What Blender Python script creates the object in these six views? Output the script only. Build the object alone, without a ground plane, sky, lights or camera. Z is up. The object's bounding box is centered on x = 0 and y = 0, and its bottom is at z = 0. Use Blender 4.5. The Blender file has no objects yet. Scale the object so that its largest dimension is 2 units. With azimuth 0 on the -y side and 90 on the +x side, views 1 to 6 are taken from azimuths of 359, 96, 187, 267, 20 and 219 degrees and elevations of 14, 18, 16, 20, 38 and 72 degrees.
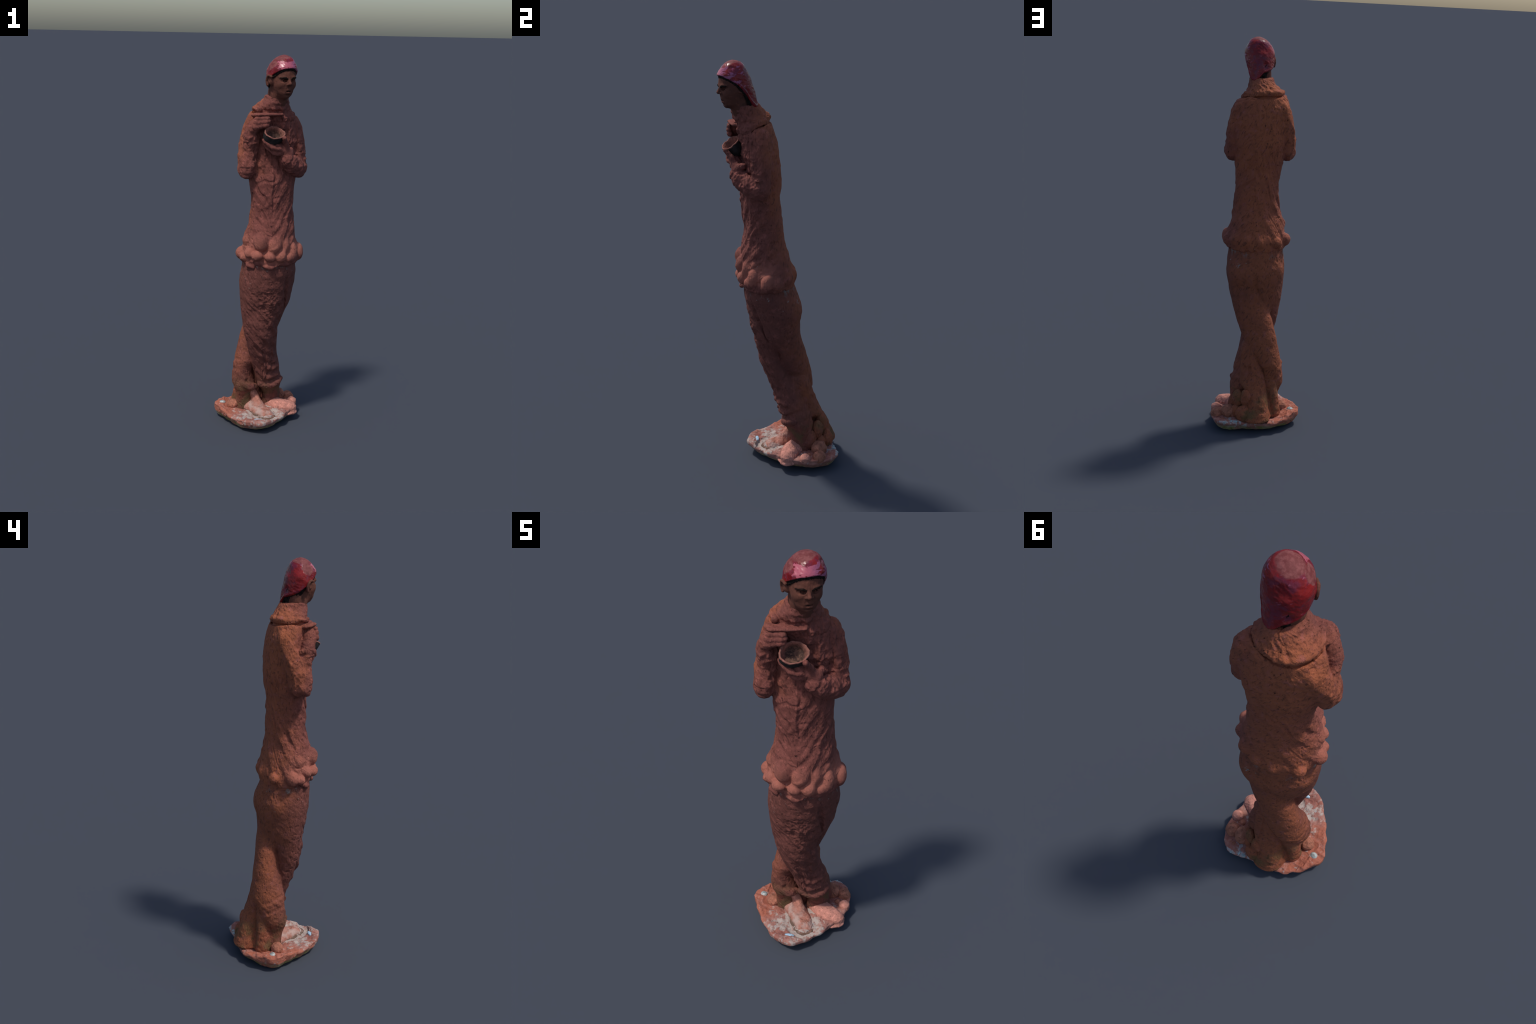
"""Painted terracotta statue of a man in a red cap who eats from a bowl.

The clay body is modelled with implicit solids (lofts, round sweeps and ellipsoids that
melt into each other), turned into a mesh, given its tool marks in code and then split
into anatomical parts.  z is up, metres.
"""
import bpy
import math
import numpy as np
from mathutils import Vector

# ----------------------------------------------------------------------------------
# noise
# ----------------------------------------------------------------------------------


def _hash(i, j, k, seed):
    with np.errstate(over="ignore"):
        h = (i.astype(np.uint32) * np.uint32(374761393) + j.astype(np.uint32) * np.uint32(668265263)
             + k.astype(np.uint32) * np.uint32(2246822519) + np.uint32((seed * 3266489917) & 0xFFFFFFFF))
        h = (h ^ (h >> np.uint32(13))) * np.uint32(1274126177)
        h = h ^ (h >> np.uint32(16))
    return (h & np.uint32(0xFFFF)).astype(np.float32) / 32767.5 - 1.0


def noise(x, y, z, seed=0):
    """Smooth lattice noise in about -1..1."""
    xi, yi, zi = np.floor(x), np.floor(y), np.floor(z)
    fx, fy, fz = x - xi, y - yi, z - zi
    xi, yi, zi = xi.astype(np.int64), yi.astype(np.int64), zi.astype(np.int64)
    sx, sy, sz = (t * t * t * (t * (t * 6 - 15) + 10) for t in (fx, fy, fz))
    out = 0
    for a in (0, 1):
        wa = sx if a else 1 - sx
        for b in (0, 1):
            wb = sy if b else 1 - sy
            for c in (0, 1):
                wc = sz if c else 1 - sz
                out = out + wa * wb * wc * _hash(xi + a, yi + b, zi + c, seed)
    return out


def fbm(p, scale, octaves=4, seed=0, gain=0.5):
    s, amp, out = scale, 1.0, 0
    for o in range(octaves):
        out = out + amp * noise(p[:, 0] * s, p[:, 1] * s, p[:, 2] * s, seed + o * 17)
        s, amp = s * 2.03, amp * gain
    return out


def ridged(p, scale, octaves=3, seed=0):
    s, amp, out = scale, 1.0, 0
    for o in range(octaves):
        n = noise(p[:, 0] * s, p[:, 1] * s, p[:, 2] * s, seed + o * 31)
        out = out + amp * (1 - np.abs(n) * 2)
        s, amp = s * 2.1, amp * 0.5
    return out


def sstep(a, b, x):
    t = np.clip((x - a) / (b - a), 0, 1)
    return t * t * (3 - 2 * t)


def band(x, a, b, soft):
    return sstep(a - soft, a + soft, x) * (1 - sstep(b - soft, b + soft, x))


# ----------------------------------------------------------------------------------
# implicit modelling
# ----------------------------------------------------------------------------------


def curve(zs, vals):
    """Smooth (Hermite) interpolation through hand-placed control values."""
    zs, vals = np.asarray(zs, float), np.asarray(vals, float)
    d = np.gradient(vals, zs)

    def at(z):
        z = np.clip(np.asarray(z, float), zs[0], zs[-1])
        i = np.clip(np.searchsorted(zs, z, side="right") - 1, 0, len(zs) - 2)
        h = zs[i + 1] - zs[i]
        t = (z - zs[i]) / h
        return ((2 * t**3 - 3 * t**2 + 1) * vals[i] + (t**3 - 2 * t**2 + t) * h * d[i]
                + (-2 * t**3 + 3 * t**2) * vals[i + 1] + (t**3 - t**2) * h * d[i + 1])

    return at


class Solid:
    """A signed-distance field on a grid to which clay is added and from which it is cut."""

    def __init__(self, lo, hi, step):
        self.lo, self.step = np.array(lo, float), step
        self.n = np.ceil((np.array(hi) - self.lo) / step).astype(int) + 1
        self.d = np.full(self.n, 0.12, np.float32)
        self.label = np.zeros(self.n, np.int8)
        self.best = np.full(self.n, 9.0, np.float32)

    def box(self, lo, hi):
        a = np.clip(np.floor((np.array(lo) - self.lo) / self.step).astype(int), 0, self.n - 1)
        b = np.clip(np.ceil((np.array(hi) - self.lo) / self.step).astype(int) + 1, 1, self.n)
        sl = tuple(slice(i, max(j, i + 1)) for i, j in zip(a, b))
        ax = [(self.lo[m] + self.step * np.arange(sl[m].start, sl[m].stop)).astype(np.float32) for m in range(3)]
        return sl, ax[0][:, None, None], ax[1][None, :, None], ax[2][None, None, :]

    def add(self, sl, e, k, label):
        a = self.d[sl]
        if k > 0:
            h = np.clip(0.5 + 0.5 * (e - a) / k, 0, 1)
            self.d[sl] = e * (1 - h) + a * h - k * h * (1 - h)
        else:
            self.d[sl] = np.minimum(a, e)
        win = e < self.best[sl]
        self.best[sl] = np.where(win, e, self.best[sl])
        if label is not None:
            self.label[sl] = np.where(win, label, self.label[sl])

    def cut(self, sl, e, k):
        a = self.d[sl]
        h = np.clip(0.5 - 0.5 * (a + e) / k, 0, 1)
        self.d[sl] = a * (1 - h) - e * h + k * h * (1 - h)

    # -- solids ------------------------------------------------------------------
    def loft(self, rows, k=0.02, label=1, skew=0.0, power=2.0, z_ends=None, round_ends=0.012):
        """Stack of rounded sections.  rows: (z, x_low, x_high, y_low, y_high).
        skew > 0 draws a section out along the (+x, +y) diagonal within the same extents."""
        r = np.array(sorted(rows), float)
        z0, z1 = z_ends or (r[0, 0], r[-1, 0])
        m = k + 0.03
        sl, X, Y, Z = self.box((r[:, 1].min() - m, r[:, 3].min() - m, z0 - m), (r[:, 2].max() + m, r[:, 4].max() + m, z1 + m))
        z = Z[0, 0]
        x0, x1, y0, y1 = (curve(r[:, 0], r[:, i])(z) for i in (1, 2, 3, 4))
        rho = np.clip(skew(z) if callable(skew) else skew + 0 * z, -0.8, 0.8)
        f = lambda q: np.asarray(q, np.float32)[None, None, :]
        hx, hy = np.maximum((x1 - x0) / 2, 0.002), np.maximum((y1 - y0) / 2, 0.002)
        dx, dy = X - f((x0 + x1) / 2), Y - f((y0 + y1) / 2)
        u, v = dx / f(hx), dy / f(hy)
        if power == 2.0:
            k1 = np.sqrt(np.maximum((u * u - 2 * f(rho) * u * v + v * v) / f(1 - rho**2), 0)) + 1e-4
        else:
            k1 = (np.abs(u) ** power + np.abs(v) ** power) ** (1 / power) + 1e-4
        e = np.sqrt(dx * dx + dy * dy) * (1 - 1 / k1)
        e = np.where(k1 < 0.02, -np.minimum(f(hx), f(hy)), e)
        w = np.maximum(z0 + round_ends - Z, Z - z1 + round_ends)
        q = np.sqrt(np.maximum(e + round_ends, 0) ** 2 + np.maximum(w, 0) ** 2) + np.minimum(np.maximum(e + round_ends, w), 0) - round_ends
        self.add(sl, q.astype(np.float32), k, label)

    def sweep(self, pts, k=0.015, label=1, flat=None, cut=False, fine=6):
        """Round sweep through (x, y, z, radius) points; flat=(direction, factor) thins it."""
        P = np.array(pts, float)
        if len(P) > 2:
            t = np.arange(len(P))
            q = np.linspace(0, len(P) - 1, (len(P) - 1) * fine + 1)
            P = np.stack([curve(t, P[:, i])(q) for i in range(4)], 1)
        m = k + 0.02
        rm = P[:, 3].max()
        sl, X, Y, Z = self.box(P[:, :3].min(0) - rm - m, P[:, :3].max(0) + rm + m)
        if flat is not None:
            n = np.array(flat[0], float)
            n /= np.linalg.norm(n)
        e = None
        for A, B in zip(P[:-1], P[1:]):
            ab = B[:3] - A[:3]
            L = max(ab @ ab, 1e-12)
            dx, dy, dz = X - A[0], Y - A[1], Z - A[2]
            h = np.clip((dx * ab[0] + dy * ab[1] + dz * ab[2]) / L, 0, 1)
            px, py, pz = dx - h * ab[0], dy - h * ab[1], dz - h * ab[2]
            d2 = px * px + py * py + pz * pz
            r = A[3] + h * (B[3] - A[3])
            if flat is not None:
                w = px * n[0] + py * n[1] + pz * n[2]
                g = 1 / flat[1]
                dd = np.sqrt(d2 + (g * g - 1) * w * w)
                ee = (dd - r) * np.sqrt(d2 + 1e-9) / np.maximum(dd, 1e-5)
                ee = np.where(dd < 1e-4, -r * flat[1], ee)
            else:
                ee = np.sqrt(d2) - r
            e = ee if e is None else np.minimum(e, ee)
        e = e.astype(np.float32)
        self.cut(sl, e, k) if cut else self.add(sl, e, k, label)

    def egg(self, c, r, k=0.012, label=1, axes=None, cut=False):
        """Ellipsoid with centre c, radii r and optional 3x3 axes (rows)."""
        m = k + 0.02 + max(r)
        sl, X, Y, Z = self.box(np.array(c) - m, np.array(c) + m)
        d = (X - c[0], Y - c[1], Z - c[2])
        A = np.eye(3) if axes is None else np.array(axes, float)
        q = [A[i, 0] * d[0] + A[i, 1] * d[1] + A[i, 2] * d[2] for i in range(3)]
        k1 = np.sqrt(sum((q[i] / r[i]) ** 2 for i in range(3)))
        k2 = np.sqrt(sum((q[i] / r[i] ** 2) ** 2 for i in range(3)))
        e = np.where(k1 < 1e-3, -min(r), k1 * (k1 - 1) / np.maximum(k2, 1e-5)).astype(np.float32)
        self.cut(sl, e, k) if cut else self.add(sl, e, k, label)

    # -- to mesh (surface nets) ----------------------------------------------------
    def mesh(self):
        f = self.d
        for ax in range(3):
            for end in (0, -1):
                ix = [slice(None)] * 3
                ix[ax] = end
                f[tuple(ix)] = np.maximum(f[tuple(ix)], 0.001)
        s = (f < 0).astype(np.uint8)
        cnt = sum(s[a:a + s.shape[0] - 1, b:b + s.shape[1] - 1, c:c + s.shape[2] - 1] for a in (0, 1) for b in (0, 1) for c in (0, 1))
        ci, cj, ck = np.nonzero((cnt > 0) & (cnt < 8))
        corners = [(a, b, c) for a in (0, 1) for b in (0, 1) for c in (0, 1)]
        val = np.stack([f[ci + a, cj + b, ck + c] for a, b, c in corners], 1)
        acc, num = np.zeros((len(ci), 3)), np.zeros(len(ci))
        for p in range(8):
            for q in range(p + 1, 8):
                if sum(abs(np.subtract(corners[p], corners[q]))) != 1:
                    continue
                cross = (val[:, p] < 0) != (val[:, q] < 0)
                t = np.where(cross, val[:, p] / np.where(cross, val[:, p] - val[:, q], 1), 0)
                pos = np.array(corners[p])[None] + t[:, None] * np.subtract(corners[q], corners[p])[None]
                acc += pos * cross[:, None]
                num += cross
        loc = acc / num[:, None]
        verts = self.lo + (np.stack([ci, cj, ck], 1) + loc) * self.step
        vid = np.full(cnt.shape, -1, np.int32)
        vid[ci, cj, ck] = np.arange(len(ci))
        faces = []
        for ax in range(3):
            lo = [slice(1, -1)] * 3
            lo[ax] = slice(0, -1)
            hi = [slice(1, -1)] * 3
            hi[ax] = slice(1, None)
            A, B = s[tuple(lo)], s[tuple(hi)]
            i, j, k = np.nonzero(A != B)
            base = [i + 1, j + 1, k + 1]
            base[ax] = (i, j, k)[ax]
            u, v = (ax + 1) % 3, (ax + 2) % 3

            def cell(du, dv):
                q = list(base)
                q[u], q[v] = q[u] - du, q[v] - dv
                return vid[q[0], q[1], q[2]]

            quad = np.stack([cell(1, 1), cell(0, 1), cell(0, 0), cell(1, 0)], 1)
            inside = A[i, j, k] == 1
            quad = np.where(inside[:, None], quad, quad[:, ::-1])
            faces.append(quad)
        faces = np.concatenate(faces)
        faces = faces[(faces >= 0).all(1)]
        label = self.label[ci, cj, ck]
        return verts, faces, label


def vertex_normals(v, f):
    n = np.cross(v[f[:, 2]] - v[f[:, 0]], v[f[:, 3]] - v[f[:, 1]])
    out = np.zeros_like(v)
    for i in range(4):
        for a in range(3):
            out[:, a] += np.bincount(f[:, i], n[:, a], len(v))
    return out / np.maximum(np.linalg.norm(out, axis=1), 1e-12)[:, None]


def relax(v, f, times=2, amount=0.5):
    e = np.concatenate([f[:, [0, 1]], f[:, [1, 2]], f[:, [2, 3]], f[:, [3, 0]]])
    deg = np.bincount(e[:, 0], minlength=len(v)) + np.bincount(e[:, 1], minlength=len(v))
    for _ in range(times):
        acc = np.stack([np.bincount(e[:, 0], v[e[:, 1], a], len(v)) + np.bincount(e[:, 1], v[e[:, 0], a], len(v)) for a in range(3)], 1)
        v = v + amount * (acc / np.maximum(deg, 1)[:, None] - v)
    return v


def blur(w, f, times=6):
    """Soften a per-vertex weight over the mesh."""
    e = np.concatenate([f[:, [0, 1]], f[:, [1, 2]], f[:, [2, 3]], f[:, [3, 0]]])
    deg = np.maximum(np.bincount(e[:, 0], minlength=len(w)) + np.bincount(e[:, 1], minlength=len(w)), 1)
    w = w.astype(float)
    for _ in range(times):
        w = 0.3 * w + 0.7 * (np.bincount(e[:, 0], w[e[:, 1]], len(w)) + np.bincount(e[:, 1], w[e[:, 0]], len(w))) / deg
    return w


def smooth_labels(lab, f, times=3):
    """Straighten the borders between regions by majority vote of the neighbours."""
    e = np.concatenate([f[:, [0, 1]], f[:, [1, 2]], f[:, [2, 3]], f[:, [3, 0]]])
    kinds = np.unique(lab)
    for _ in range(times):
        votes = np.stack([np.bincount(e[:, 0], lab[e[:, 1]] == q, len(lab)) + np.bincount(e[:, 1], lab[e[:, 0]] == q, len(lab)) + 0.5 * (lab == q) for q in kinds], 1)
        lab = kinds[votes.argmax(1)]
    return lab


# ----------------------------------------------------------------------------------
# Blender objects
# ----------------------------------------------------------------------------------
ROOT = bpy.data.objects.new("clay_statue", None)
bpy.context.scene.collection.objects.link(ROOT)
ROOT["label"] = "slim terracotta man in glossy red cap eating from a dark bowl"
ROOT["category"] = "statue"


def put(name, mesh, material, parent=None):
    ob = bpy.data.objects.new(name, mesh)
    bpy.context.scene.collection.objects.link(ob)
    ob.parent = parent or ROOT
    if material is not None:
        mesh.materials.clear()
        mesh.materials.append(material)
    return ob


def make_mesh(name, v, f, normals=None):
    me = bpy.data.meshes.new(name)
    me.vertices.add(len(v))
    me.vertices.foreach_set("co", np.ascontiguousarray(v, np.float32).ravel())
    me.loops.add(f.size)
    me.loops.foreach_set("vertex_index", np.ascontiguousarray(f, np.int32).ravel())
    me.polygons.add(len(f))
    me.polygons.foreach_set("loop_start", np.arange(0, f.size, f.shape[1], dtype=np.int32))
    me.update(calc_edges=True)
    me.validate()
    me.polygons.foreach_set("use_smooth", np.ones(len(me.polygons), bool))
    if normals is not None and len(me.vertices) == len(normals):
        me.normals_split_custom_set_from_vertices(normals.tolist())
    return me


def split(v, f, lab, parts, parent=None):
    """One object per region; borders coincide and keep the whole body's normals."""
    n = vertex_normals(v, f)
    fl = np.sort(lab[f], 1)[:, 1]
    made = {}
    for key, (name, mat) in parts.items():
        sel = f[fl == key]
        if not len(sel):
            continue
        used, inv = np.unique(sel, return_inverse=True)
        me = make_mesh(name, v[used], inv.reshape(sel.shape), n[used])
        made[key] = put(name, me, mat, parent)
    return made


# ----------------------------------------------------------------------------------
# materials
# ----------------------------------------------------------------------------------


class Nodes:
    def __init__(self, name):
        self.mat = bpy.data.materials.new(name)
        self.mat.use_nodes = True
        self.t = self.mat.node_tree
        self.t.nodes.clear()
        self.out = self.t.nodes.new("ShaderNodeOutputMaterial")
        self.bsdf = self.t.nodes.new("ShaderNodeBsdfPrincipled")
        self.t.links.new(self.bsdf.outputs[0], self.out.inputs[0])
        self.co = self.t.nodes.new("ShaderNodeTexCoord").outputs["Object"]

    def n(self, kind, **kw):
        node = self.t.nodes.new(kind)
        for a, b in kw.items():
            setattr(node, a, b)
        return node

    def link(self, a, b):
        if hasattr(a, "is_output"):
            self.t.links.new(a, b)
        else:
            b.default_value = a

    def noise(self, scale, detail=4, rough=0.55, stretch=None, turn=None, distort=0.0):
        co = self.co
        if stretch or turn:
            m = self.n("ShaderNodeMapping", vector_type="TEXTURE")  # turn first, then stretch
            self.link(co, m.inputs[0])
            if turn:
                m.inputs["Rotation"].default_value = turn
            if stretch:
                m.inputs["Scale"].default_value = [1 / q for q in stretch]
            co = m.outputs[0]
        t = self.n("ShaderNodeTexNoise")
        self.link(co, t.inputs["Vector"])
        t.inputs["Scale"].default_value = scale
        t.inputs["Detail"].default_value = detail
        t.inputs["Roughness"].default_value = rough
        t.inputs["Distortion"].default_value = distort
        return t.outputs["Fac"]

    def ramp(self, x, a, b, lo=0.0, hi=1.0):
        r = self.n("ShaderNodeMapRange", interpolation_type="SMOOTHSTEP")
        self.link(x, r.inputs[0])
        for i, q in enumerate((a, b, lo, hi)):
            r.inputs[i + 1].default_value = q
        return r.outputs[0]

    def math(self, op, a, b=0.0):
        m = self.n("ShaderNodeMath", operation=op)
        self.link(a, m.inputs[0])
        self.link(b, m.inputs[1])
        return m.outputs[0]

    def mul(self, *xs):
        out = xs[0]
        for x in xs[1:]:
            out = self.math("MULTIPLY", out, x)
        return out

    def mix(self, fac, a, b):
        m = self.n("ShaderNodeMix", data_type="RGBA")
        self.link(fac, m.inputs[0])
        for q, i in ((a, 6), (b, 7)):
            self.link(q if hasattr(q, "is_output") else (*q, 1), m.inputs[i])
        return m.outputs[2]

    def xyz(self):
        s = self.n("ShaderNodeSeparateXYZ")
        self.link(self.co, s.inputs[0])
        return s.outputs

    def spot(self, c, r0, r1, squash=(1, 1, 1)):
        """1 near point c, fading to 0 between distances r0 and r1."""
        m = self.n("ShaderNodeMapping", vector_type="POINT")
        m.inputs["Location"].default_value = [-a * b for a, b in zip(c, squash)]
        m.inputs["Scale"].default_value = squash
        self.link(self.co, m.inputs[0])
        v = self.n("ShaderNodeVectorMath", operation="LENGTH")
        self.link(m.outputs[0], v.inputs[0])
        return self.ramp(v.outputs["Value"], r0, r1, 1, 0)

    def bump(self, height, strength, dist, below=None):
        b = self.n("ShaderNodeBump")
        b.inputs["Strength"].default_value = strength
        b.inputs["Distance"].default_value = dist
        self.link(height, b.inputs["Height"])
        if below:
            self.link(below, b.inputs["Normal"])
        return b.outputs[0]

    def done(self, colour, rough=0.9, normal=None, spec=0.25, coat=0.0):
        self.link(colour if hasattr(colour, "is_output") else (*colour, 1), self.bsdf.inputs["Base Color"])
        self.link(rough, self.bsdf.inputs["Roughness"])
        self.bsdf.inputs["Specular IOR Level"].default_value = spec
        self.bsdf.inputs["Coat Weight"].default_value = coat
        self.bsdf.inputs["Coat Roughness"].default_value = 0.15
        if normal:
            self.link(normal, self.bsdf.inputs["Normal"])
        return self.mat


def clay(name, main, warm, dark, pits=0.75, flecks=None, stain=None, bump=0.6, stroke=(0.0, -0.5, 0.0), streaks=0.7):
    m = Nodes(name)
    x, y, z = m.xyz()
    lean = m.math("ADD", m.math("ADD", y, m.mul(z, 0.12)), m.mul(x, -0.45))
    lean = m.math("ADD", lean, m.mul(m.math("SUBTRACT", m.noise(9, 5, 0.6), 0.5), 0.22))
    col = m.mix(m.ramp(lean, -0.02, 0.20), main, warm)  # warm light put into the clay colour towards the back and his right
    tone = m.noise(38, 6, 0.65)
    col = m.mix(m.ramp(tone, 0.50, 0.70, 0, 0.7), col, [min(1, c * 1.75) for c in main])
    col = m.mix(m.ramp(tone, 0.30, 0.47, 0.55, 0), col, dark)
    streak = m.noise(30, 3, 0.6, stretch=(4, 4, 0.7), turn=stroke)
    col = m.mix(m.ramp(streak, 0.56, 0.70, 0, streaks), col, dark)
    hole = m.noise(120, 3, 0.6, stretch=(1, 1, 0.45), turn=stroke)
    clump = m.ramp(m.noise(16, 2), 0.42, 0.62)
    pit = m.mul(m.ramp(hole, 0.64, 0.70), clump, pits)
    col = m.mix(pit, col, [c * 0.22 for c in dark])
    if stain:
        col = stain(m, col)
    if flecks:
        col = flecks(m, col)
    h = m.math("ADD", m.mul(m.noise(70, 5, 0.7), 0.6), m.mul(streak, 0.9))
    h = m.math("SUBTRACT", h, m.mul(pit, 1.2))
    return m.done(col, m.ramp(tone, 0.3, 0.7, 0.78, 0.95), m.bump(h, min(1.0, bump * 1.4), 0.006), 0.2)


def waist_flecks(m, col):
    z = m.xyz()[2]
    zone = m.mul(m.ramp(z, 0.82, 0.93), m.ramp(z, 1.13, 1.0))
    f = m.ramp(m.noise(42, 4, 0.65), 0.69, 0.74)
    return m.mix(m.mul(f, zone), col, (0.34, 0.29, 0.27))


def seam_plaster(m, col):
    z = m.xyz()[2]
    zone = m.ramp(z, 0.895, 0.935)
    f = m.ramp(m.noise(24, 4, 0.6), 0.54, 0.62)
    col = m.mix(m.mul(f, zone, 0.8), col, (0.21, 0.165, 0.15))
    f = m.ramp(m.noise(48, 4, 0.6), 0.66, 0.70)
    col = m.mix(m.mul(f, m.ramp(z, 0.76, 0.86)), col, (0.27, 0.20, 0.175))
    low = m.ramp(z, 0.30, 0.12)
    moss = m.mul(m.ramp(m.noise(14, 4, 0.6), 0.42, 0.62), low, 0.65)
    return m.mix(moss, col, (0.10, 0.085, 0.035))


RED = (0.190, 0.062, 0.050)
WARM = (0.360, 0.108, 0.050)
DARK = (0.085, 0.030, 0.024)


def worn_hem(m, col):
    """Paler front of the hem, with sunlight painted into the clay."""
    z = m.xyz()[2]
    ragged = m.mul(m.math("SUBTRACT", m.noise(18, 4, 0.6), 0.5), 0.12)
    zz = m.math("ADD", z, ragged)
    x, y, _ = m.xyz()
    fore = m.ramp(m.math("ADD", y, m.mul(x, -0.2)), 0.0, -0.12)
    rub = m.mul(m.ramp(zz, 0.94, 0.98), m.ramp(zz, 1.12, 1.02), fore)  # ragged band of painted sunlight on the front lumps
    return m.mix(m.mul(rub, 0.75), col, (0.40, 0.14, 0.10))


CLAY = clay("terracotta_jacket", RED, WARM, DARK, flecks=waist_flecks, stain=worn_hem)
CLAY_TROUSERS = clay("terracotta_trousers", (0.158, 0.054, 0.043), (0.300, 0.092, 0.044), DARK, pits=0.6, flecks=seam_plaster)
CLAY_SKIN = clay("terracotta_skin", (0.118, 0.043, 0.030), (0.122, 0.045, 0.026), (0.05, 0.021, 0.015), pits=0.1, bump=0.2, streaks=0.15)  # same clay as the body, darkened: baked shade of the face is in the colour
CLAY_PALE = clay("terracotta_pale", (0.50, 0.215, 0.165), (0.46, 0.18, 0.12), (0.20, 0.09, 0.065), pits=0.35, bump=0.5)


def shoe_dust(m, col):
    f = m.ramp(m.noise(20, 5, 0.6), 0.40, 0.66)
    z = m.xyz()[2]
    col = m.mix(m.mul(f, m.ramp(z, 0.13, 0.085), 0.85), col, (0.45, 0.34, 0.30))
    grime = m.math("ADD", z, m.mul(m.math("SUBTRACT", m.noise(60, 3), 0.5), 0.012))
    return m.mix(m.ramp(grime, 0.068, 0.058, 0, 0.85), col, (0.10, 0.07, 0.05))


CLAY_SHOE = clay("terracotta_shoe", (0.40, 0.165, 0.12), (0.34, 0.14, 0.09), (0.14, 0.075, 0.05), pits=0.4, flecks=shoe_dust)


def slab_material():
    m = Nodes("weathered_slab")
    patch = m.ramp(m.noise(11, 5, 0.6), 0.40, 0.62)
    x = m.xyz()[0]
    edge_red = m.ramp(m.math("ADD", x, m.mul(m.math("SUBTRACT", m.noise(12, 4), 0.5), 0.25)), -0.05, -0.15)
    col = m.mix(patch, (0.30, 0.115, 0.09), (0.34, 0.16, 0.13))
    col = m.mix(edge_red, col, (0.38, 0.125, 0.080))
    col = m.mix(m.ramp(m.noise(45, 5, 0.65), 0.5, 0.72, 0, 0.6), col, (0.44, 0.22, 0.18))
    # grey plaster dust around the shoes, thinning out in ragged flakes
    near = m.spot((0.030, -0.085, 0.07), 0.04, 0.20)
    dust = m.math("ADD", m.mul(m.noise(34, 6, 0.65), 1.0), m.mul(near, 0.22))
    col = m.mix(m.ramp(dust, 0.58, 0.72, 0, 0.85), col, (0.44, 0.38, 0.34))
    back = m.spot((0.09, 0.235, 0.05), 0.04, 0.12)
    dust2 = m.math("ADD", m.noise(40, 5, 0.6), m.mul(back, 0.14))
    col = m.mix(m.ramp(dust2, 0.64, 0.69, 0, 0.8), col, (0.38, 0.37, 0.36))
    # algae on the rim and underside
    z = m.xyz()[2]
    rim = m.ramp(z, 0.046, 0.028)
    green = m.mul(rim, m.ramp(m.noise(13, 4, 0.6), 0.36, 0.56))
    tint = m.mix(m.ramp(m.noise(30, 3), 0.4, 0.62), (0.36, 0.29, 0.17), (0.22, 0.22, 0.07))
    col = m.mix(m.mul(green, 0.9), col, tint)
    pit = m.ramp(m.noise(90, 3, 0.6, stretch=(1, 0.5, 1)), 0.63, 0.70)
    col = m.mix(m.mul(pit, 0.6), col, (0.09, 0.05, 0.04))
    h = m.math("SUBTRACT", m.noise(130, 4, 0.7), m.mul(pit, 0.6))
    return m.done(col, 0.9, m.bump(h, 0.6, 0.004), 0.2)


SLAB = slab_material()


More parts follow.
